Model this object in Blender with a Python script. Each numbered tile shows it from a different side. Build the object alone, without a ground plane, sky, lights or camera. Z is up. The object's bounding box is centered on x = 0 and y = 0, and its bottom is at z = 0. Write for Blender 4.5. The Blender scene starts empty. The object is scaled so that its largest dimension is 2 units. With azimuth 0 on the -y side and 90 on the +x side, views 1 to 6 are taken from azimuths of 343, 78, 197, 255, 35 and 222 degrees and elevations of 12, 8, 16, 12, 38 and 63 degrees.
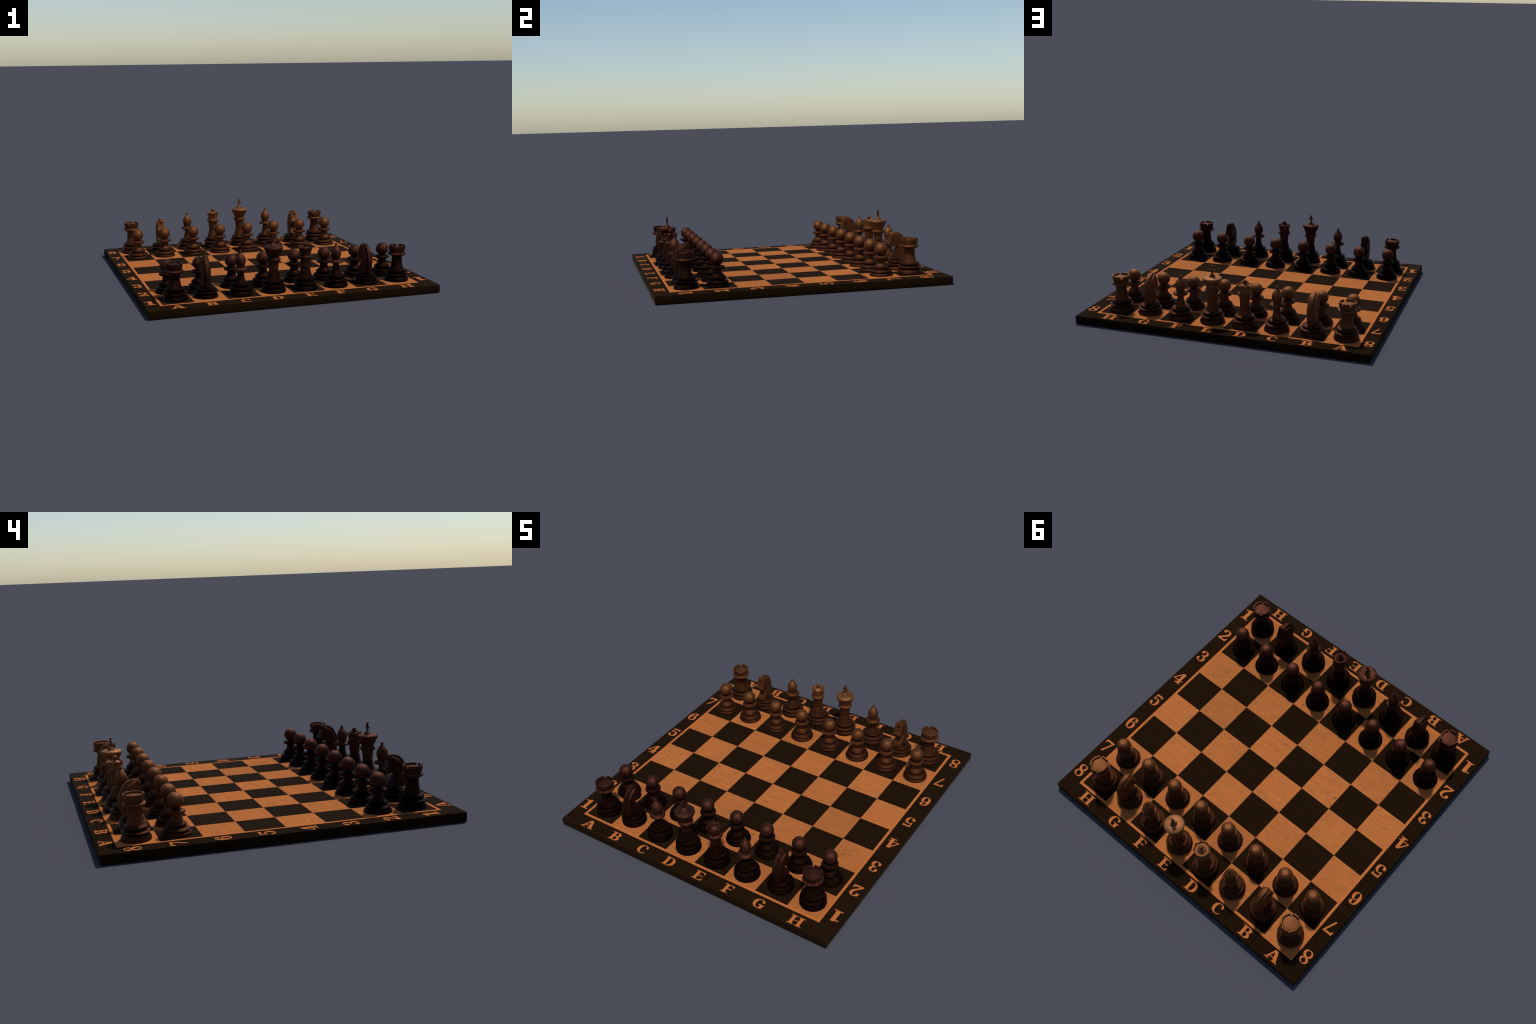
"""A wooden chess set: a lettered board with inlaid squares and thirty-two turned pieces."""
import math
import random
import bpy
import bmesh
from mathutils import Matrix, Vector

random.seed(7)
TOP = 0.0552           # height of the playing surface
PITCH = 0.2245         # side of one square
GRID_X, GRID_Y = -0.0055, 0.004   # the grid sits slightly off centre on the board
SEGMENTS = 16          # the pieces are turned with sixteen facets

scene = bpy.context.scene


# ------------------------------------------------------------------ materials
class Nodes:
    """Small helper that wires shader nodes."""

    def __init__(self, name):
        self.mat = bpy.data.materials.new(name)
        self.mat.use_nodes = True
        self.tree = self.mat.node_tree
        self.bsdf = self.tree.nodes["Principled BSDF"]

    def add(self, kind, **inputs):
        node = self.tree.nodes.new(kind)
        for key, value in inputs.items():
            self.set(node, key, value)
        return node

    def set(self, node, key, value):
        key = key.replace("_", " ")
        if isinstance(value, bpy.types.NodeSocket):
            self.tree.links.new(value, node.inputs[key])
        else:
            node.inputs[key].default_value = value

    def coords(self, source, scale, offset=(0, 0, 0)):
        if source == "Position":
            out = self.add("ShaderNodeNewGeometry").outputs["Position"]
        else:
            out = self.add("ShaderNodeTexCoord").outputs[source]
        mapping = self.add("ShaderNodeMapping", Vector=out, Scale=scale, Location=offset)
        return mapping.outputs["Vector"]

    def noise(self, vector, scale=1.0, detail=3.0, rough=0.55, distortion=0.0):
        n = self.add("ShaderNodeTexNoise", Vector=vector, Scale=scale, Detail=detail,
                     Roughness=rough, Distortion=distortion)
        return n.outputs["Fac"]

    def ramp(self, fac, stops):
        r = self.add("ShaderNodeValToRGB", Fac=fac)
        els = r.color_ramp.elements
        while len(els) < len(stops):
            els.new(0.5)
        for el, (pos, col) in zip(els, stops):
            el.position = pos
            if isinstance(col, (int, float)):
                col = (col, col, col)
            el.color = (*col, 1)
        return r.outputs["Color"]

    def mix(self, fac, a, b, mode="MIX"):
        m = self.tree.nodes.new("ShaderNodeMix")
        m.data_type = "RGBA"
        m.blend_type = mode
        for sock, value in ((m.inputs[0], fac), (m.inputs[6], a), (m.inputs[7], b)):
            if isinstance(value, bpy.types.NodeSocket):
                self.tree.links.new(value, sock)
            elif isinstance(value, (int, float)):
                sock.default_value = value
            else:
                sock.default_value = (*value, 1)
        return m.outputs[2]

    def finish(self, color, rough, bump=None, strength=0.1, distance=0.001, specular=0.5, sheen=0.0):
        self.set(self.bsdf, "Sheen_Weight", sheen)
        self.set(self.bsdf, "Sheen_Roughness", 0.35)
        self.set(self.bsdf, "Sheen_Tint", (1.0, 0.76, 0.56, 1))
        self.set(self.bsdf, "Base_Color", color if isinstance(color, bpy.types.NodeSocket) else (*color, 1))
        self.set(self.bsdf, "Roughness", rough)
        self.set(self.bsdf, "Specular_IOR_Level", specular)
        if bump is not None:
            b = self.add("ShaderNodeBump", Strength=strength, Distance=distance, Height=bump)
            self.set(self.bsdf, "Normal", b.outputs["Normal"])
        return self.mat


def scaled(color, k):
    return tuple(c * k for c in color)


LIGHT_INLAY = (0.465, 0.137, 0.034)
DARK_BOARD = (0.0132, 0.0060, 0.0019)


def light_square_material():
    n = Nodes("honey_square_wood")
    pos = n.coords("Position", (1, 1, 1))
    # long fibres run along x: hair-fine dark pores over broader streaks
    fibre = n.noise(n.coords("Position", (11, 300, 1)), 1.0, 3, 0.6, 0.2)
    pores = n.noise(n.coords("Position", (15, 210, 1), (9, 2, 0)), 1.0, 2, 0.5, 0.1)
    broad = n.noise(n.coords("Position", (3.0, 60, 1), (3, 5, 0)), 1.0, 4, 0.65, 0.1)
    base = n.ramp(broad, [(0.36, (0.370, 0.122, 0.034)), (0.58, LIGHT_INLAY)])
    blotch = n.ramp(n.noise(n.coords("Position", (9, 16, 1), (6, 2, 0)), 1.0, 3, 0.6), [(0.42, 0.0), (0.66, 0.55)])
    base = n.mix(blotch, base, (0.350, 0.118, 0.035))
    tint = n.ramp(n.add("ShaderNodeObjectInfo").outputs["Random"], [(0.0, 0.90), (1.0, 1.06)])
    base = n.mix(1.0, base, tint, "MULTIPLY")
    col = n.mix(n.ramp(fibre, [(0.36, 0.45), (0.54, 0.0)]), base, (0.285, 0.104, 0.032))
    col = n.mix(n.ramp(pores, [(0.26, 0.80), (0.40, 0.0)]), col, (0.190, 0.076, 0.024))
    # old stains: soft olive smudges and small dark specks, gathered in patches
    patch = n.ramp(n.noise(pos, 5.5, 2, 0.5), [(0.50, 0.0), (0.60, 1.0)])
    # one square near the corner has been scuffed badly
    away = n.add("ShaderNodeVectorMath", Vector=pos)
    away.operation = "DISTANCE"
    away.inputs[1].default_value = (0.745, -0.325, TOP)
    patch = n.mix(n.ramp(away.outputs["Value"], [(0.055, 1.0), (0.11, 0.0)]), patch, (1, 1, 1))
    smudge = n.ramp(n.noise(n.coords("Position", (30, 38, 1), (1.7, 0.4, 0)), 1.0, 4, 0.62, 0.4),
                    [(0.60, 0.0), (0.70, 0.85)])
    speck = n.ramp(n.noise(n.coords("Position", (44, 52, 1), (4.1, 2.2, 0)), 1.0, 1, 0.4),
                   [(0.71, 0.0), (0.79, 0.9)])
    scuff = n.ramp(n.noise(n.coords("Position", (46, 60, 1), (2.3, 7.7, 0)), 1.0, 4, 0.65, 0.5), [(0.53, 0.0), (0.62, 0.9)])
    scuff = n.mix(n.ramp(away.outputs["Value"], [(0.030, 1.0), (0.085, 0.0)]), (0, 0, 0), scuff)
    smudge = n.mix(1.0, smudge, scuff, "LIGHTEN")
    stain = n.mix(1.0, n.mix(patch, (0, 0, 0), smudge), n.mix(patch, (0, 0, 0), speck), "LIGHTEN")
    col = n.mix(stain, col, (0.125, 0.062, 0.020))
    return n.finish(col, 1.0, fibre, 0.06, 0.0006, 0.03)


def plain_inlay_material():
    n = Nodes("honey_inlay_wood")
    fibre = n.noise(n.coords("Position", (9, 120, 1), (2, 1, 0)), 1.0, 2, 0.5)
    return n.finish(n.ramp(fibre, [(0.34, scaled(LIGHT_INLAY, 0.84)), (0.56, scaled(LIGHT_INLAY, 0.97))]), 1.0, specular=0.03)


def dark_board_material():
    n = Nodes("ebony_board_wood")
    fibre = n.noise(n.coords("Position", (2.0, 42, 42)), 1.0, 4, 0.6, 0.3)
    col = n.ramp(fibre, [(0.36, scaled(DARK_BOARD, 0.92)), (0.62, scaled(DARK_BOARD, 1.10))])
    return n.finish(col, 1.0, fibre, 0.04, 0.0005, 0.03, 0.035)


def piece_material(name, low, high, streak, fleck=0.0, rust=None, rough=0.68, planed=False):
    """Lacquered turned wood: the sheen takes the colour of the wood, the grain runs up the piece."""
    n = Nodes(name)
    if planed:                             # end of a flat board: straight parallel streaks
        grain = n.noise(n.coords("Object", (16, 170, 60)), 1.0, 3, 0.6, 0.3)
    else:                                  # streaks run up the sides and out from the centre on flat tops
        obj = n.add("ShaderNodeTexCoord").outputs["Object"]
        angle = n.add("ShaderNodeTexGradient", Vector=obj)
        angle.gradient_type = "RADIAL"
        turn = n.add("ShaderNodeCombineXYZ", X=angle.outputs["Fac"])
        stretched = n.add("ShaderNodeVectorMath")
        stretched.operation = "MULTIPLY_ADD"
        n.set(stretched, "Vector", turn.outputs["Vector"])
        stretched.inputs[1].default_value = (52, 1, 1)
        n.tree.links.new(n.coords("Object", (12, 12, 12)), stretched.inputs[2])
        grain = n.noise(stretched.outputs["Vector"], 1.0, 4, 0.6, 0.3)
    cloud = n.noise(n.coords("Object", (26, 26, 14), (1, 2, 3)), 1.0, 2, 0.5)
    col = n.mix(n.ramp(cloud, [(0.36, 0.0), (0.64, 1.0)]), low, high)
    col = n.mix(n.ramp(grain, [(0.36, 0.62), (0.58, 0.0)]), col, streak)
    if rust:                               # rust-brown wear in patches
        worn = n.ramp(n.noise(n.coords("Object", (34, 34, 60), (7, 3, 1)), 1.0, 3, 0.6), [(0.50, 0.0), (0.66, 0.8)])
        col = n.mix(worn, col, rust)
    if fleck:
        dots = n.ramp(n.noise(n.coords("Object", (85, 85, 60), (5, 1, 2)), 1.0, 2, 0.5),
                      [(0.60, 0.0), (0.72, fleck)])
        col = n.mix(dots, col, scaled(streak, 0.75))
    n.set(n.bsdf, "Metallic", 1.0)
    return n.finish(col, rough, grain, 0.06, 0.0006, 0.5)


MAT = {"light_square": light_square_material(), "inlay": plain_inlay_material(), "dark_board": dark_board_material()}
# Three tones per set paint in baked shade: pale tops, darker middles, darkest feet.
TONES = {
    "light": {
        "top": piece_material("honey_walnut", (0.162, 0.060, 0.0220), (0.212, 0.080, 0.0295), (0.116, 0.043, 0.0155), 0.45),
        "planed": piece_material("planed_walnut", (0.165, 0.062, 0.0225), (0.215, 0.082, 0.0300), (0.100, 0.037, 0.0135), planed=True),
        "middle": piece_material("shaded_walnut", (0.118, 0.0400, 0.0150), (0.142, 0.0490, 0.0185), (0.085, 0.0285, 0.0105)),
        "foot": piece_material("deep_shade_walnut", (0.060, 0.0205, 0.0086), (0.074, 0.0256, 0.0108), (0.046, 0.0160, 0.0068)),
        "carved": piece_material("carved_walnut", (0.150, 0.053, 0.0190), (0.190, 0.069, 0.0250), (0.105, 0.037, 0.0130), 0.5),
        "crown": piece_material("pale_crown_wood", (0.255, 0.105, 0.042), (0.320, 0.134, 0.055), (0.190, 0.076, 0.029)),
        "eye": Nodes("carved_eye_light").finish((0.014, 0.007, 0.004), 0.7, specular=0.02),
    },
    "dark": {
        "top": piece_material("rosewood", (0.058, 0.0205, 0.0120), (0.124, 0.0410, 0.0218), (0.040, 0.0152, 0.0095), 0.9),
        "planed": piece_material("planed_rosewood", (0.070, 0.0235, 0.0142), (0.108, 0.0350, 0.0205), (0.036, 0.0140, 0.0092),
                                 0.5, planed=True),
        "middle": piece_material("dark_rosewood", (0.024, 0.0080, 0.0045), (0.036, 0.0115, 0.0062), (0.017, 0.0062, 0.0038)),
        "foot": piece_material("shaded_ebony_wood", (0.0075, 0.0030, 0.0018), (0.0120, 0.0043, 0.0022),
                               (0.0055, 0.0024, 0.0015), rust=(0.026, 0.0085, 0.0028)),
        "carved": piece_material("carved_rosewood", (0.040, 0.0138, 0.0082), (0.078, 0.0258, 0.0145), (0.026, 0.0100, 0.0062), 0.8),
        "eye": Nodes("carved_eye_dark").finish((0.005, 0.0025, 0.0015), 0.7, specular=0.02),
        "finial": piece_material("tan_finial_wood", (0.095, 0.036, 0.0135), (0.115, 0.044, 0.0165), (0.070, 0.026, 0.0100)),
    },
}
TONES["light"]["collar"] = TONES["light"]["middle"]
TONES["dark"]["collar"] = TONES["dark"]["top"]


# ------------------------------------------------------------------ mesh tools
def to_mesh(bm, name, mat, sharp=38.0, smooth=True):
    bmesh.ops.recalc_face_normals(bm, faces=bm.faces)
    me = bpy.data.meshes.new(name)
    bm.to_mesh(me)
    bm.free()
    if smooth:
        me.shade_smooth()
        me.set_sharp_from_angle(angle=math.radians(sharp))
    if mat:
        me.materials.append(mat)
    return me


def lathe(profile, segments=SEGMENTS):
    """Turn a profile of (radius, height) about z; open ends are capped flat."""
    bm = bmesh.new()
    rings = []
    for r, z in profile:
        if r < 1e-5:
            rings.append([bm.verts.new((0, 0, z))])
        else:
            rings.append([bm.verts.new((r * math.cos(2 * math.pi * i / segments),
                                        r * math.sin(2 * math.pi * i / segments), z))
                          for i in range(segments)])
    for a, b in zip(rings, rings[1:]):
        for i in range(segments):
            j = (i + 1) % segments
            if len(a) == 1:
                bm.faces.new((a[0], b[j], b[i]))
            elif len(b) == 1:
                bm.faces.new((a[i], a[j], b[0]))
            else:
                bm.faces.new((a[i], a[j], b[j], b[i]))
    for ring in (rings[0], rings[-1]):
        if len(ring) > 1:
            bm.faces.new(ring)
    return bm


def drop(profile):
    """Profiles are written in heights above the table; pieces start on the board."""
    return [(r, z - TOP) for r, z in profile]


def smooth_profile(points, per=3):
    """Catmull-Rom through profile points, for flowing turned curves."""
    out = []
    pts = [points[0]] + list(points) + [points[-1]]
    for k in range(1, len(pts) - 2):
        p0, p1, p2, p3 = pts[k - 1:k + 3]
        for s in range(per):
            t = s / per
            out.append(tuple(0.5 * (2 * b + (c - a) * t + (2 * a - 5 * b + 4 * c - d) * t * t
                                    + (3 * b - a - 3 * c + d) * t ** 3)
                             for a, b, c, d in zip(p0, p1, p2, p3)))
    out.append(points[-1])
    return out


def block(corners_low, corners_high):
    bm = bmesh.new()
    a = [bm.verts.new(c) for c in corners_low]
    b = [bm.verts.new(c) for c in corners_high]
    bm.faces.new(a[::-1])
    bm.faces.new(b)
    for i in range(len(a)):
        j = (i + 1) % len(a)
        bm.faces.new((a[i], a[j], b[j], b[i]))
    return bm


def join(bms):
    bm = bmesh.new()
    for other in bms:
        me = bpy.data.meshes.new("scratch")
        other.to_mesh(me)
        other.free()
        bm.from_mesh(me)
        bpy.data.meshes.remove(me)
    return bm


def azimuth(deg):
    """Direction whose azimuth 0 points to -y and 90 to +x."""
    a = math.radians(deg)
    return Vector((math.sin(a), -math.cos(a), 0))


# ------------------------------------------------------------------ turned parts
def officer_base(bell, ring=0.0797, foot=0.0825, squash=1.0):
    return lathe([(r, z * squash) for r, z in drop([
        (foot - 0.0040, TOP), (foot - 0.0006, 0.0585), (foot, 0.0640), (foot - 0.0012, 0.0705),
        (foot - 0.0048, 0.0780), (foot - 0.0105, 0.0855), (foot - 0.0170, 0.0910), (foot - 0.0220, 0.0930),
        (ring - 0.0215, 0.0942), (ring - 0.0040, 0.0975), (ring, 0.1010), (ring - 0.0010, 0.1035),
        (ring - 0.0130, 0.1095), (ring - 0.0230, 0.1120), (bell - 0.0165, 0.1138), (bell - 0.0065, 0.1165),
        (bell - 0.0012, 0.1210), (bell, 0.1262), (bell - 0.0022, 0.1310), (bell - 0.0110, 0.1350),
        (bell - 0.0200, 0.1375), (0.012, 0.1378)])])


def pawn_parts(tone):
    base = lathe(drop([
        (0.0765, TOP), (0.0800, 0.0580), (0.0808, 0.0630), (0.0795, 0.0680), (0.0750, 0.0728), (0.0675, 0.0752),
        (0.0675, 0.0775), (0.0722, 0.0805), (0.0742, 0.0850), (0.0728, 0.0885), (0.0630, 0.0945), (0.0520, 0.0975),
        (0.0490, 0.0995), (0.0530, 0.1045), (0.0552, 0.1110), (0.0540, 0.1160), (0.0450, 0.1225), (0.0400, 0.1258),
        (0.012, 0.1262)]))
    stem = lathe(drop([(0.0420, 0.1240), (0.0400, 0.1262), (0.0350, 0.1312), (0.0308, 0.1385), (0.0280, 0.1470),
                       (0.0265, 0.1560), (0.0265, 0.1690)]))
    collar = lathe(drop([(0.0240, 0.1660), (0.0430, 0.1705), (0.0492, 0.1735), (0.0512, 0.1780), (0.0512, 0.1830),
                         (0.0494, 0.1868), (0.0390, 0.1905), (0.0240, 0.1930)]))
    radius, centre = 0.0452, 0.2362
    head = lathe(drop([(radius * math.sin(t), centre - radius * math.cos(t))
                       for t in (math.radians(22.5 * k) for k in range(1, 8))]))
    head_mesh = to_mesh(head, "pawn_head", tone["top"])
    cap = max(head_mesh.polygons, key=lambda p: p.center.z)
    cap.use_smooth = False
    return [("base", to_mesh(base, "pawn_base", tone["foot"])), ("stem", to_mesh(stem, "pawn_stem", tone["middle"])),
            ("collar", to_mesh(collar, "pawn_collar", tone["middle"])), ("head", head_mesh)]


def rook_parts(tone):
    stem = lathe(drop([(0.0480, 0.1360), (0.0468, 0.1395), (0.0440, 0.1490), (0.0405, 0.1640), (0.0378, 0.1790),
                       (0.0358, 0.1950), (0.0352, 0.2080), (0.0354, 0.2210), (0.0368, 0.2340)]))
    collar = lathe(drop([(0.0340, 0.2300), (0.0460, 0.2330), (0.0565, 0.2370), (0.0618, 0.2425), (0.0630, 0.2475),
                         (0.0606, 0.2525), (0.0530, 0.2558), (0.0300, 0.2565)]))
    floor = 0.2855
    rim_top, rim_out, rim_in = 0.3005, 0.0573, 0.0468
    cup = lathe(drop([(0.0400, 0.2540), (0.0500, 0.2568), (0.0520, 0.2640), (0.0546, 0.2745), (0.0570, floor),
                      (0.0460, floor), (0.0435, floor + 0.0030), (0.0405, floor + 0.0034), (0.0, floor + 0.0042)]))
    merlons = [("crown", to_mesh(cup, "rook_crown", tone["planed"], 30))]
    arcs = [(33, 151), (151, 213), (213, 331), (331, 393)]
    for low, high in arcs:
        low, high = low + 8.0, high - 8.0
        steps = max(3, round((high - low) / 11))
        inner, outer = [], []
        for s in range(steps + 1):
            d = azimuth(low + (high - low) * s / steps)
            inner.append(d)
            outer.append(d)
        z0, z1 = floor - 0.0004 - TOP, rim_top - TOP
        low_ring = [d * (rim_out - 0.0012) for d in outer] + [d * rim_in for d in inner[::-1]]
        mid_ring = [d * rim_out for d in outer] + [d * (rim_in + 0.0004) for d in inner[::-1]]
        top_ring = [d * (rim_out - 0.0012) for d in outer] + [d * (rim_in + 0.0014) for d in inner[::-1]]
        bm = bmesh.new()
        rings = [[bm.verts.new(p + Vector((0, 0, z))) for p in ring]
                 for ring, z in ((low_ring, z0), (mid_ring, z1 - 0.0014), (top_ring, z1))]
        bm.faces.new(rings[0][::-1])
        bm.faces.new(rings[2])
        for a, b in zip(rings, rings[1:]):
            for i in range(len(a)):
                j = (i + 1) % len(a)
                bm.faces.new((a[i], a[j], b[j], b[i]))
        merlons.append(("merlon", to_mesh(bm, "rook_merlon", tone["planed"], 30)))
    return [("base", to_mesh(officer_base(0.0672), "rook_base", tone["foot"])), ("stem", to_mesh(stem, "rook_stem", tone["middle"])),
            ("collar", to_mesh(collar, "rook_collar", tone["top"]))] + merlons


def bishop_parts(tone, slit_azimuth):
    stem = lathe(drop([(0.0355, 0.1360), (0.0345, 0.1390), (0.0312, 0.1480), (0.0275, 0.1600), (0.0245, 0.1740),
                       (0.0222, 0.1890), (0.0210, 0.2020), (0.0206, 0.2160)]))
    collar = lathe(drop([(0.0180, 0.2125), (0.0350, 0.2160), (0.0462, 0.2190), (0.0496, 0.2225), (0.0498, 0.2295),
                         (0.0470, 0.2335), (0.0370, 0.2380), (0.0200, 0.2400)]))
    outline = [(0.0262, 0.2380), (0.0258, 0.2440), (0.0285, 0.2530), (0.0325, 0.2630), (0.0350, 0.2740),
               (0.0353, 0.2830), (0.0338, 0.2930), (0.0300, 0.3040), (0.0245, 0.3140), (0.0180, 0.3230),
               (0.0118, 0.3300), (0.0074, 0.3345), (0.0058, 0.3365)]
    bm = lathe(drop(outline), 24)
    head = to_mesh(bm, "bishop_head", tone["top"])
    # the mitre is split by a thin saw cut that rises outward at about 42 degrees
    out = azimuth(slit_azimuth)
    side = Vector((0, 0, 1)).cross(out)
    slope = (out + Vector((0, 0, 0.91))).normalized()
    up = slope.cross(side).normalized() * 0.00135
    start = out * 0.0095 + Vector((0, 0, 0.2822 - TOP))
    lo = [start - side * 0.06 - up, start + side * 0.06 - up,
          start + side * 0.06 - up + slope * 0.07, start - side * 0.06 - up + slope * 0.07]
    cutter_mesh = to_mesh(block(lo, [c + 2 * up for c in lo]), "cutter", None, smooth=False)
    obj = bpy.data.objects.new("scratch_head", head)
    cut = bpy.data.objects.new("scratch_cutter", cutter_mesh)
    scene.collection.objects.link(obj)
    scene.collection.objects.link(cut)
    mod = obj.modifiers.new("slit", "BOOLEAN")
    mod.operation, mod.solver, mod.object = "DIFFERENCE", "EXACT", cut
    result = bpy.data.meshes.new_from_object(obj.evaluated_get(bpy.context.evaluated_depsgraph_get()))
    bpy.data.objects.remove(obj)
    bpy.data.objects.remove(cut)
    bpy.data.meshes.remove(cutter_mesh)
    bpy.data.meshes.remove(head)
    result.name = "bishop_head"
    result.shade_smooth()
    result.set_sharp_from_angle(angle=math.radians(40))
    r, c = 0.0094, 0.3430
    ball = lathe(drop([(0.0050, 0.3352)] + [(r * math.sin(t), c - r * math.cos(t))
                 for t in (math.radians(180 * k / 8) for k in range(2, 8))] + [(0.0, c + r)]), 12)
    return [("base", to_mesh(officer_base(0.0612, 0.0785, 0.0828), "bishop_base", tone["foot"])),
            ("stem", to_mesh(stem, "bishop_stem", tone["middle"])), ("collar", to_mesh(collar, "bishop_collar", tone["collar"])),
            ("head", result), ("finial", to_mesh(ball, "bishop_finial", tone["top"]))]


def royal_stems(kind, tone):
    """The tall stems of king and queen narrow to a crisp waist."""
    lower = lathe(drop([(0.0465, 0.1355), (0.0452, 0.1395), (0.0425, 0.1510), (0.0385, 0.1680), (0.0345, 0.1850),
                        (0.0306, 0.2005), (0.0200, 0.2006)]))
    upper = lathe(drop([(0.0300, 0.1998), (0.0306, 0.2005), (0.0318, 0.2130), (0.0338, 0.2380), (0.0356, 0.2640)]))
    return [("stem", to_mesh(lower, kind + "_stem", tone["middle"])),
            ("upper_stem", to_mesh(upper, kind + "_upper_stem", tone["top"]))]


def royal_collar():
    return lathe(drop([(0.0330, 0.2605), (0.0440, 0.2640), (0.0474, 0.2695), (0.0482, 0.2765), (0.0466, 0.2820),
                       (0.0410, 0.2860), (0.0250, 0.2872)]))


def queen_parts(tone):
    seg = 16
    bm = bmesh.new()

    def ring(radius, height, tip_r=0.0, tip_z=0.0):
        out = []
        for i in range(seg):
            a = 2 * math.pi * i / seg
            tip = i % 2 == 0
            r, z = radius + (tip_r if tip else 0), height + (tip_z if tip else 0) - TOP
            out.append(bm.verts.new((r * math.cos(a), r * math.sin(a), z)))
        return out

    rings = [ring(0.0330, 0.2850), ring(0.0368, 0.2868), ring(0.0374, 0.2970), ring(0.0395, 0.3080),
             ring(0.0425, 0.3190), ring(0.0455, 0.3275, 0.0006, 0.0010), ring(0.0468, 0.3335, 0.0058, 0.0120),
             ring(0.0442, 0.3338, 0.0060, 0.0112), ring(0.0418, 0.3285, 0.0010, 0.0015), ring(0.0365, 0.3262),
             ring(0.0305, 0.3268), ring(0.0290, 0.3325), ring(0.0245, 0.3375), ring(0.0170, 0.3410),
             ring(0.0085, 0.3440), ring(0.0060, 0.3470)]
    for a, b in zip(rings, rings[1:]):
        for i in range(seg):
            j = (i + 1) % seg
            bm.faces.new((a[i], a[j], b[j], b[i]))
    bm.faces.new(rings[0])
    bm.faces.new(rings[-1])
    r, c = 0.0147, 0.3583
    ball = lathe(drop([(0.0058, 0.3452)] + [(r * math.sin(t), c - r * math.cos(t))
                 for t in (math.radians(180 * k / 9) for k in range(2, 9))] + [(0.0, c + r)]))
    return [("base", to_mesh(officer_base(0.0667), "queen_base", tone["foot"]))] + royal_stems("queen", tone) + [
            ("collar", to_mesh(royal_collar(), "queen_collar", tone["top"])), ("crown", to_mesh(bm, "queen_crown", tone.get("crown", tone["top"]), 34)),
            ("finial", to_mesh(ball, "queen_finial", tone["top"]))]


def king_parts(tone):
    crown = lathe(drop([(0.0300, 0.2850), (0.0368, 0.2872), (0.0430, 0.3010), (0.0525, 0.3215), (0.0620, 0.3425),
                        (0.0644, 0.3462), (0.0650, 0.3525), (0.0638, 0.3570), (0.0605, 0.3606), (0.0420, 0.3640),
                        (0.0, 0.3672)]))
    finial = lathe(drop([(0.0210, 0.3640), (0.0206, 0.3690), (0.0170, 0.3740), (0.0118, 0.3785), (0.0080, 0.3825),
                         (0.0058, 0.3872), (0.0, 0.3880)]))
    # flared Latin cross, cut from a thin board
    half = [(0.0050, 0.3820), (0.0043, 0.3960), (0.0040, 0.4048), (0.0120, 0.4050), (0.0212, 0.4034),
            (0.0212, 0.4150), (0.0120, 0.4132), (0.0042, 0.4134), (0.0054, 0.4230), (0.0074, 0.4378)]
    outline = half + [(-x, z) for x, z in half[::-1]]
    front = [(x, -0.0054, z - TOP) for x, z in outline]
    back = [(x, 0.0054, z - TOP) for x, z in outline]
    cross = block(front, back)
    return [("base", to_mesh(officer_base(0.0667), "king_base", tone["foot"]))] + royal_stems("king", tone) + [
            ("collar", to_mesh(royal_collar(), "king_collar", tone["top"])), ("crown", to_mesh(crown, "king_crown", tone.get("crown", tone["top"]))),
            ("finial", to_mesh(finial, "king_finial", tone.get("finial", tone["top"]))), ("cross", to_mesh(cross, "king_cross", tone["top"], smooth=False))]


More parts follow.
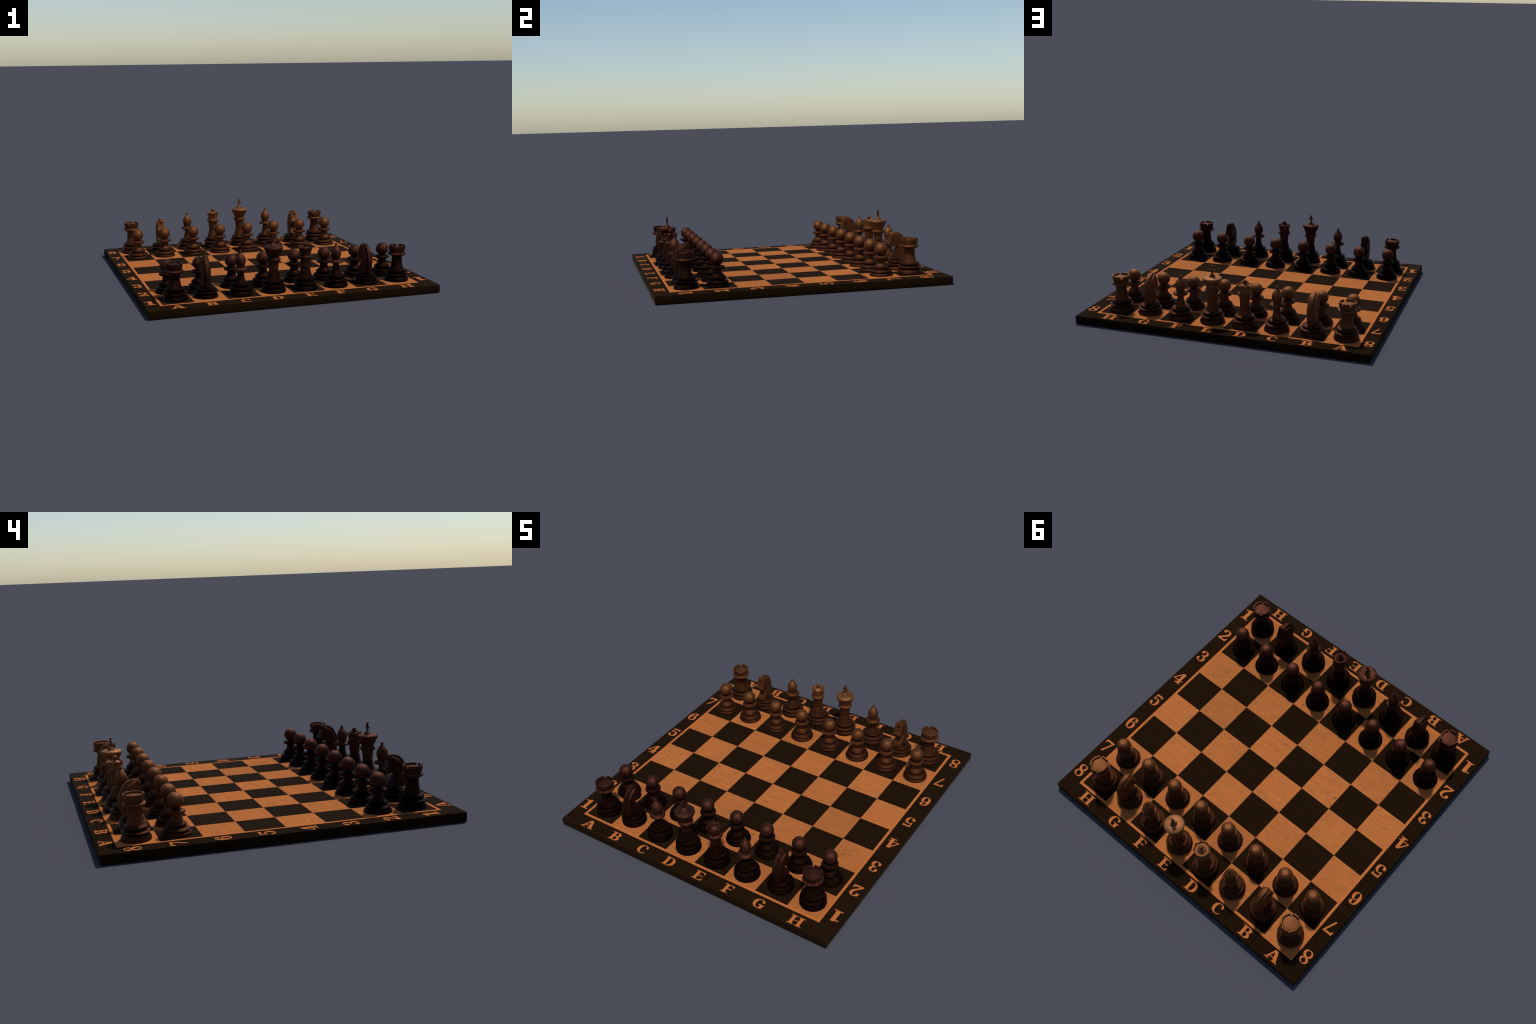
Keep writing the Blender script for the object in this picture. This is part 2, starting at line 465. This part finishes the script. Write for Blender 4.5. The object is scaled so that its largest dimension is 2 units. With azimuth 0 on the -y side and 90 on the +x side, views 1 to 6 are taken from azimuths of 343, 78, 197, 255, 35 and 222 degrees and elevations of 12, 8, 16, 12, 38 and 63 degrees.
def knight_parts(tone):
    """A horse head cut from a slab (local +y is the way it looks), on a turned base."""
    w = 0.0265
    # (edge y, edge z, spine y, spine z), from the ears down the neck
    mane = [(0.0590, 0.3190, 0.0690, 0.3222), (0.0450, 0.3085, 0.0450, 0.3228), (0.0270, 0.3000, 0.0215, 0.3212),
            (0.0100, 0.2882, -0.0010, 0.3125), (-0.0060, 0.2745, -0.0215, 0.2935), (-0.0150, 0.2560, -0.0360, 0.2680),
            (-0.0238, 0.2335, -0.0455, 0.2420), (-0.0280, 0.2080, -0.0500, 0.2130), (-0.0272, 0.1950, -0.0498, 0.1950),
            (-0.0250, 0.1750, -0.0470, 0.1720), (-0.0210, 0.1500, -0.0425, 0.1480), (-0.0185, 0.1315, -0.0390, 0.1310)]
    # from the forelock down the face, round the jaw, down the chest
    brow = [(0.0655, 0.3030, 0.0775, 0.3050), (0.0700, 0.2925, 0.0712, 0.2900)]
    face = [(0.0750, 0.2760), (0.0815, 0.2560), (0.0922, 0.2405), (0.0905, 0.2290), (0.0850, 0.2200), (0.0735, 0.2128),
            (0.0640, 0.2148), (0.0510, 0.2190), (0.0255, 0.2225), (0.0245, 0.2085), (0.0450, 0.1890), (0.0660, 0.1690),
            (0.0745, 0.1500), (0.0790, 0.1315)]

    def across(ey, ez, sy, sz, row):
        """Six points from the left edge over the spine to the right edge."""
        if row == 0:                       # the ear row: a notch between ear and forelock
            cy, cz = ey + 0.002, ez - 0.0095
        else:
            cy, cz = ey + 0.28 * (sy - ey), ez + 0.28 * (sz - ez)
        sx = (0.14, 0.40)[min(row, 1)] * w
        half = [(w, ey, ez), ((0.50 if row == 0 else 0.63) * w, cy, cz), (sx, sy, sz)]
        return [(-x, y, z) for x, y, z in half] + half[::-1]

    # the head leans forward of the turned base by less than the drawing's own origin
    back = 0.0205
    mane = [(a - back, b, c - back, d) for a, b, c, d in mane]
    brow = [(a - back, b, c - back, d) for a, b, c, d in brow]
    face = [(a - back, b) for a, b in face]
    rows = [across(*m, k) for k, m in enumerate(mane)]
    front = []
    for k, (ey, ez, sy, sz) in enumerate(brow):
        half = [(w, ey, ez), (0.52 * w, ey + 0.001, ez - 0.0015), ((0.34 if k == 0 else 0.10) * w, sy, sz)]
        front.append([(-x, y, z) for x, y, z in half] + half[::-1])
    front += [[(-w, y, z), (-0.56 * w, y, z), (-0.30 * w, y, z), (0.30 * w, y, z), (0.56 * w, y, z), (w, y, z)]
              for y, z in face]

    def strips(bm, lines, first_to_last_lower=True):
        verts = [[bm.verts.new((x, y, z - TOP)) for x, y, z in line] for line in lines]
        for a, b in zip(verts, verts[1:]):
            for i in range(5):
                bm.faces.new((a[i], a[i + 1], b[i + 1], b[i]))
        return verts

    def cheeks(bm, outline):
        for sx in (-w, w):
            bm.faces.new([bm.verts.new((sx, y, z - TOP)) for y, z in outline])

    def weld(bm):
        bmesh.ops.remove_doubles(bm, verts=bm.verts, dist=1e-6)
        ngons = [f for f in bm.faces if len(f.verts) > 4]
        bmesh.ops.triangulate(bm, faces=ngons)
        return bm

    edge = [(m[0], m[1]) for m in mane]
    brow_edge = [(b[0], b[1]) for b in brow]
    throat, poll = 8, 6                    # the head ends at the throat, and at this row of the mane
    head_bm, neck_bm, mane_bm = bmesh.new(), bmesh.new(), bmesh.new()
    strips(mane_bm, rows)
    strips(head_bm, [rows[0]] + front[:len(brow) + throat + 1])
    cheeks(head_bm, edge[poll::-1] + brow_edge + face[:throat + 1])
    strips(neck_bm, front[len(brow) + throat:])
    cheeks(neck_bm, edge[poll:] + face[:throat - 1:-1])
    bottom = [rows[-1], front[-1]]
    strips(neck_bm, bottom)
    parts = []
    for name, bm, angle in (("head", head_bm, 30), ("neck", neck_bm, 30), ("mane", mane_bm, 33)):
        parts.append((name, to_mesh(weld(bm), "knight_" + name, tone["carved"], angle)))
    # carved eyes: a ring and a pupil on either cheek
    eyes = []
    for sx in (-1, 1):
        bm = bmesh.new()
        for radius, tube, count in ((0.0080, 0.0013, 20), (0.0022, 0.0012, 10)):
            loops = []
            for i in range(count):
                a = 2 * math.pi * i / count
                loop = []
                for j in range(6):
                    b = 2 * math.pi * j / 6
                    rr = radius + tube * math.cos(b)
                    loop.append(bm.verts.new((sx * (w - 0.0003) + tube * 0.7 * math.sin(b),
                                              0.0575 - back + rr * math.cos(a), 0.2685 - TOP + rr * math.sin(a))))
                loops.append(loop)
            for i in range(count):
                for j in range(6):
                    bm.faces.new((loops[i][j], loops[(i + 1) % count][j],
                                  loops[(i + 1) % count][(j + 1) % 6], loops[i][(j + 1) % 6]))
        eyes.append(("eye", to_mesh(bm, "knight_eye", tone["eye"], 60)))
    return [("base", to_mesh(officer_base(0.0655, 0.0800, 0.0820, 0.81), "knight_base", tone["foot"])),
            ("dowel", to_mesh(lathe(drop([(0.017, 0.1190), (0.017, 0.1340)])), "knight_dowel", tone["foot"]))] + parts + eyes


# ------------------------------------------------------------------ placing pieces
LABELS = {
    "pawn": "small turned {} wood chess pawn with round head",
    "rook": "{} wood chess rook with notched tower top",
    "knight": "{} wood chess knight, a horse head on a turned base",
    "bishop": "{} wood chess bishop with slit teardrop mitre",
    "queen": "tall {} wood chess queen with eight-pointed crown",
    "king": "tallest {} wood chess king topped by a cross",
}


def link(obj, parent=None):
    scene.collection.objects.link(obj)
    if parent is not None:
        obj.parent = parent
    return obj


def place(kind, tone, parts, x, y, turn=0.0):
    root = link(bpy.data.objects.new(f"{tone}_{kind}", None))
    root.empty_display_size = 0.05
    root.location = (x, y, TOP)
    root.rotation_euler = (0, 0, turn)
    root["label"] = LABELS[kind].format("brown" if tone == "light" else "dark reddish")
    root["category"] = "chess piece"
    head = None
    for name, mesh in parts:
        part = bpy.data.objects.new(name, mesh)
        parent = root
        if name == "head" and kind == "knight":
            head = part
        if name == "eye":
            parent = head
        if name == "merlon":
            parent = head
        link(part, parent)
        if name == "crown" and kind == "rook":
            head = part


FILES = "ABCDEFGH"
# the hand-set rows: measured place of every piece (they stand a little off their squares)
ROW_X = {
    2: dict(zip(FILES, (-0.7936, -0.5706, -0.3466, -0.1215, 0.1055, 0.3265, 0.5586, 0.7710))),
    7: dict(zip(FILES, (-0.7875, -0.5760, -0.3447, -0.1227, 0.1040, 0.3285, 0.5530, 0.7755))),
    1: dict(zip(FILES, (-0.7850, -0.5770, -0.3448, -0.1180, 0.1055, 0.3260, 0.5545, 0.7830))),
    8: dict(zip(FILES, (-0.7990, -0.5705, -0.3395, -0.1218, 0.1050, 0.3300, 0.5625, 0.7690))),
}
ROW_Y = {
    2: dict.fromkeys(FILES, -0.5628), 7: dict.fromkeys(FILES, 0.5715),
    1: dict(zip(FILES, (-0.7770, -0.7655, -0.7865, -0.7870, -0.7880, -0.7870, -0.7655, -0.7765))),
    8: dict(zip(FILES, (0.7880, 0.7710, 0.7920, 0.7950, 0.7900, 0.7915, 0.7685, 0.7820))),
}
ORDER = {1: "rook knight bishop king queen bishop knight rook".split(),
         8: "rook knight bishop queen king bishop knight rook".split()}

for tone, back_row, pawn_row, slit in (("dark", 1, 2, 280), ("light", 8, 7, 100)):
    stain = TONES[tone]  # the set's wood colours, painted-in shade included
    sets = {"pawn": pawn_parts(stain), "rook": rook_parts(stain), "bishop": bishop_parts(stain, slit),
            "queen": queen_parts(stain), "king": king_parts(stain), "knight": knight_parts(stain)}
    for f in FILES:
        place("pawn", tone, sets["pawn"], ROW_X[pawn_row][f], ROW_Y[pawn_row][f])
    for f, kind in zip(FILES, ORDER[back_row]):
        turn = math.pi if kind == "knight" and tone == "light" else 0.0
        place(kind, tone, sets[kind], ROW_X[back_row][f], ROW_Y[back_row][f], turn)


# ------------------------------------------------------------------ the board
board = link(bpy.data.objects.new("chessboard", None))
board["label"] = "square dark wooden chessboard with honey inlaid squares and lettered border"
board["category"] = "chessboard"


def box(x0, x1, y0, y1, z0, z1):
    return block([(x0, y0, z0), (x1, y0, z0), (x1, y1, z0), (x0, y1, z0)],
                 [(x0, y0, z1), (x1, y0, z1), (x1, y1, z1), (x0, y1, z1)])


bm = box(-1, 1, -1, 1, 0, TOP - 0.0008)
bmesh.ops.bevel(bm, geom=[e for e in bm.edges if all(v.co.z > 0.01 for v in e.verts)], offset=0.0014,
                segments=2, affect="EDGES", profile=0.5)
bmesh.ops.bevel(bm, geom=[e for e in bm.edges if all(v.co.z < 0.001 for v in e.verts)], offset=0.0030,
                segments=2, affect="EDGES", profile=0.5)
link(bpy.data.objects.new("frame", to_mesh(bm, "frame", MAT["dark_board"], 30)), board)

half = PITCH / 2
square_mesh = {}
for tone, gap in (("light", 0.0), ("dark", 0.0)):
    bm = box(-half + gap, half - gap, -half + gap, half - gap, TOP - 0.004, TOP)
    square_mesh[tone] = to_mesh(bm, tone + "_square", MAT["light_square" if tone == "light" else "dark_board"],
                                smooth=False)
for column in range(8):
    for row in range(8):
        tone = "dark" if (column + row) % 2 == 0 else "light"
        sq = bpy.data.objects.new(tone + "_square", square_mesh[tone])
        sq.location = (GRID_X + (column - 3.5) * PITCH, GRID_Y + (row - 3.5) * PITCH, 0)
        link(sq, board)

# the honey line that frames the squares, four mitred strips
out, width = 4 * PITCH + 0.0008, 0.0168
for k in range(4):
    low = [(-out, -out), (out, -out), (out - width, -out + width), (-out + width, -out + width)]
    bm = block([(x, y, TOP - 0.003) for x, y in low], [(x, y, TOP + 0.0003) for x, y in low])
    strip = bpy.data.objects.new("inlay_strip", to_mesh(bm, "inlay_strip", MAT["inlay"], smooth=False))
    strip.location = (GRID_X, GRID_Y, 0)
    strip.rotation_euler = (0, 0, k * math.pi / 2)
    link(strip, board)

# border characters: bold slab-serif outlines on a body 100 high
GLYPHS = {
    "A": "M0 0L48 0L48 8L34 10L40 27L80 27L86 10L74 8L74 0L134 0L134 8L122 10L84 100L53 100L16 10L0 8Z M44 37L61 79L77 37Z",
    "B": "M0 0L64 0C92 0 107 10 107 28C107 42 96 50 82 53C94 57 102 64 102 76C102 92 88 100 62 100L0 100L0 92L16 90L16 10L0 8Z "
         "M46 56L46 91L56 91C68 91 72 86 72 74C72 61 66 56 54 56Z M46 9L46 47L58 47C70 47 76 41 76 28C76 14 70 9 56 9Z",
    "C": "M94 18C84 4 70 -1 52 -1C20 -1 0 18 0 48C0 80 22 101 54 101C72 101 84 96 91 88C96 80 95 70 88 65C80 61 72 64 72 72"
         "C72 80 71 86 66 90C61 93 57 93 53 93C38 93 30 78 30 50C30 24 40 10 58 10C72 10 80 15 88 25Z",
    "D": "M0 0L52 0C94 0 114 18 114 50C114 82 94 100 52 100L0 100L0 92L16 90L16 10L0 8Z "
         "M46 9L46 91L52 91C72 91 82 78 82 50C82 22 72 9 52 9Z",
    "E": "M0 0L99 0L105 27L94 29C90 16 84 9 68 9L46 9L46 47L84 47L89 44L89 61L84 57L46 57L46 91L66 91C80 91 85 85 87 74"
         "L98 74L97 100L0 100L0 92L16 90L16 10L0 8Z",
    "F": "M0 0L68 0L68 8L46 10L46 46L84 46L88 43L88 60L84 56L46 56L46 91L64 91C78 91 84 85 86 72L97 72L96 100L0 100L0 92"
         "L16 90L16 10L0 8Z",
    "G": "M100 4C86 0 72 -1 56 -1C20 -1 0 18 0 48C0 80 22 101 56 101C74 101 86 96 95 88C100 80 98 70 90 65C82 61 74 64 74 72"
         "C74 82 70 88 62 91C58 93 56 93 54 93C40 93 30 78 30 50C30 22 40 8 58 8C62 8 66 8 69 10L69 36L53 38L53 46L112 46"
         "L112 38L100 36Z",
    "H": "M0 0L62 0L62 8L46 10L46 45L88 45L88 10L72 8L72 0L134 0L134 8L118 10L118 90L134 92L134 100L72 100L72 92L88 90L88 54"
         "L46 54L46 90L62 92L62 100L0 100L0 92L16 90L16 10L0 8Z",
    "1": "M0 0L66 0L66 8L47 11L47 100L28 100C18 92 6 88 -8 88L-8 79L17 79L17 11L0 8Z",
    "2": "M0 0L70 0L73 30L63 30C61 20 57 15 47 15L22 15C34 32 70 44 70 74C70 92 56 101 34 101C14 101 1 92 1 80C1 71 7 67 13 67"
         "C22 67 25 72 25 80C25 88 28 93 34 93C44 93 48 84 48 74C48 52 16 36 0 11Z",
    "3": "M2 21C2 8 16 -1 36 -1C58 -1 70 10 70 28C70 42 60 50 49 53C59 57 66 64 66 77C66 92 54 101 34 101C14 101 3 92 3 80"
         "C3 72 9 68 15 68C23 68 25 73 25 80C25 89 28 94 34 94C42 94 45 88 45 77C45 63 36 56 22 56L22 49C39 49 48 42 48 28"
         "C48 14 43 7 33 7C27 7 24 12 24 20C24 29 20 33 14 33C8 33 2 29 2 21Z",
    "4": "M26 0L80 0L80 8L67 10L67 25L82 25L82 34L67 34L67 100L45 100L0 35L0 25L42 25L42 10L26 8Z M11 34L42 78L42 34Z",
    "5": "M12 100L70 100L67 75L58 75L57 84L22 84L20 62C27 66 34 67 40 67C60 67 70 53 70 33C70 12 56 -1 34 -1C14 -1 2 8 2 20"
         "C2 28 8 33 14 33C21 33 25 29 25 21C25 13 28 7 35 7C45 7 48 18 48 32C48 48 44 58 34 58C27 58 22 54 18 49L9 49Z",
    "6": "M65 81C65 72 58 68 52 68C45 68 42 73 42 80C42 88 44 94 38 94C28 94 24 76 23 54C30 62 38 65 46 65C60 65 70 51 70 33"
         "C70 12 56 -1 36 -1C12 -1 0 18 0 46C0 80 16 101 40 101C55 101 65 93 65 81Z "
         "M36 55C45 55 48 47 48 32C48 16 44 7 36 7C28 7 23 16 23 30C23 47 28 55 36 55Z",
    "7": "M2 100L72 100L72 92L34 0L19 0L54 84L18 84C13 84 11 79 10 71L0 71Z",
    "8": "M17 53C6 58 2 66 2 76C2 92 14 101 34 101C54 101 65 92 65 77C65 67 60 59 50 54C62 49 68 40 68 28C68 10 54 -1 33 -1"
         "C12 -1 0 10 0 25C0 39 6 47 17 53Z M41 59C47 65 49 71 49 79C49 89 44 94 34 94C25 94 20 89 20 80C20 70 29 65 41 59Z "
         "M27 47C19 41 16 34 16 26C16 13 22 7 33 7C44 7 50 13 50 23C50 35 38 41 27 47Z",
}


def outline_loops(path):
    import re
    loops, here = [], None
    for op, args in re.findall(r"([MLCZ])([^MLCZ]*)", path):
        v = [float(t) for t in args.split()]
        if op == "M":
            loops.append([(v[0], v[1])])
        elif op == "L":
            loops[-1].append((v[0], v[1]))
        elif op == "C":
            p0 = loops[-1][-1]
            p1, p2, p3 = (v[0], v[1]), (v[2], v[3]), (v[4], v[5])
            for s in range(1, 8):
                t = s / 7
                loops[-1].append(tuple((1 - t) ** 3 * a + 3 * (1 - t) ** 2 * t * b + 3 * (1 - t) * t * t * c + t ** 3 * d
                                       for a, b, c, d in zip(p0, p1, p2, p3)))
    return loops


def glyph_mesh(char, unit):
    curve = bpy.data.curves.new("glyph", "CURVE")
    curve.dimensions, curve.fill_mode, curve.extrude = "2D", "BOTH", 0.0008
    curve.offset = -0.0006                 # slim the strokes slightly
    loops = outline_loops(GLYPHS[char])
    xs = [p[0] for p in loops[0]]
    middle = (min(xs) + max(xs)) / 2
    for loop in loops:
        if math.dist(loop[0], loop[-1]) < 1e-6:
            loop = loop[:-1]
        spline = curve.splines.new("POLY")
        spline.points.add(len(loop) - 1)
        for point, (x, y) in zip(spline.points, loop):
            point.co = ((x - middle) * unit, (y - 50) * unit, 0, 1)
        spline.use_cyclic_u = True
    obj = bpy.data.objects.new("glyph", curve)
    scene.collection.objects.link(obj)
    me = bpy.data.meshes.new_from_object(obj.evaluated_get(bpy.context.evaluated_depsgraph_get()))
    bpy.data.objects.remove(obj)
    bpy.data.curves.remove(curve)
    me.name = "glyph"
    me.materials.clear()
    me.materials.append(MAT["inlay"])
    return me


def put_glyph(kind, mesh, x, y, turned):
    g = bpy.data.objects.new(kind, mesh)
    g.location = (x, y, TOP - 0.0008)
    g.rotation_euler = (0, 0, math.pi if turned else 0)
    link(g, board)


LETTER_X = dict(zip(FILES, (-0.8037, -0.5825, -0.3575, -0.1440, 0.0837, 0.2970, 0.5230, 0.7750)))
for char, x in LETTER_X.items():
    me = glyph_mesh(char, 0.00070)
    put_glyph("letter", me, x, -0.9505, False)
    put_glyph("letter", me, x, 0.9470, True)
for k in range(8):
    me = glyph_mesh(str(k + 1), 0.00090)
    y = -0.8020 + 0.2335 * k
    put_glyph("numeral", me, -0.9545, y - 0.003, False)
    put_glyph("numeral", me, 0.9510, y, True)
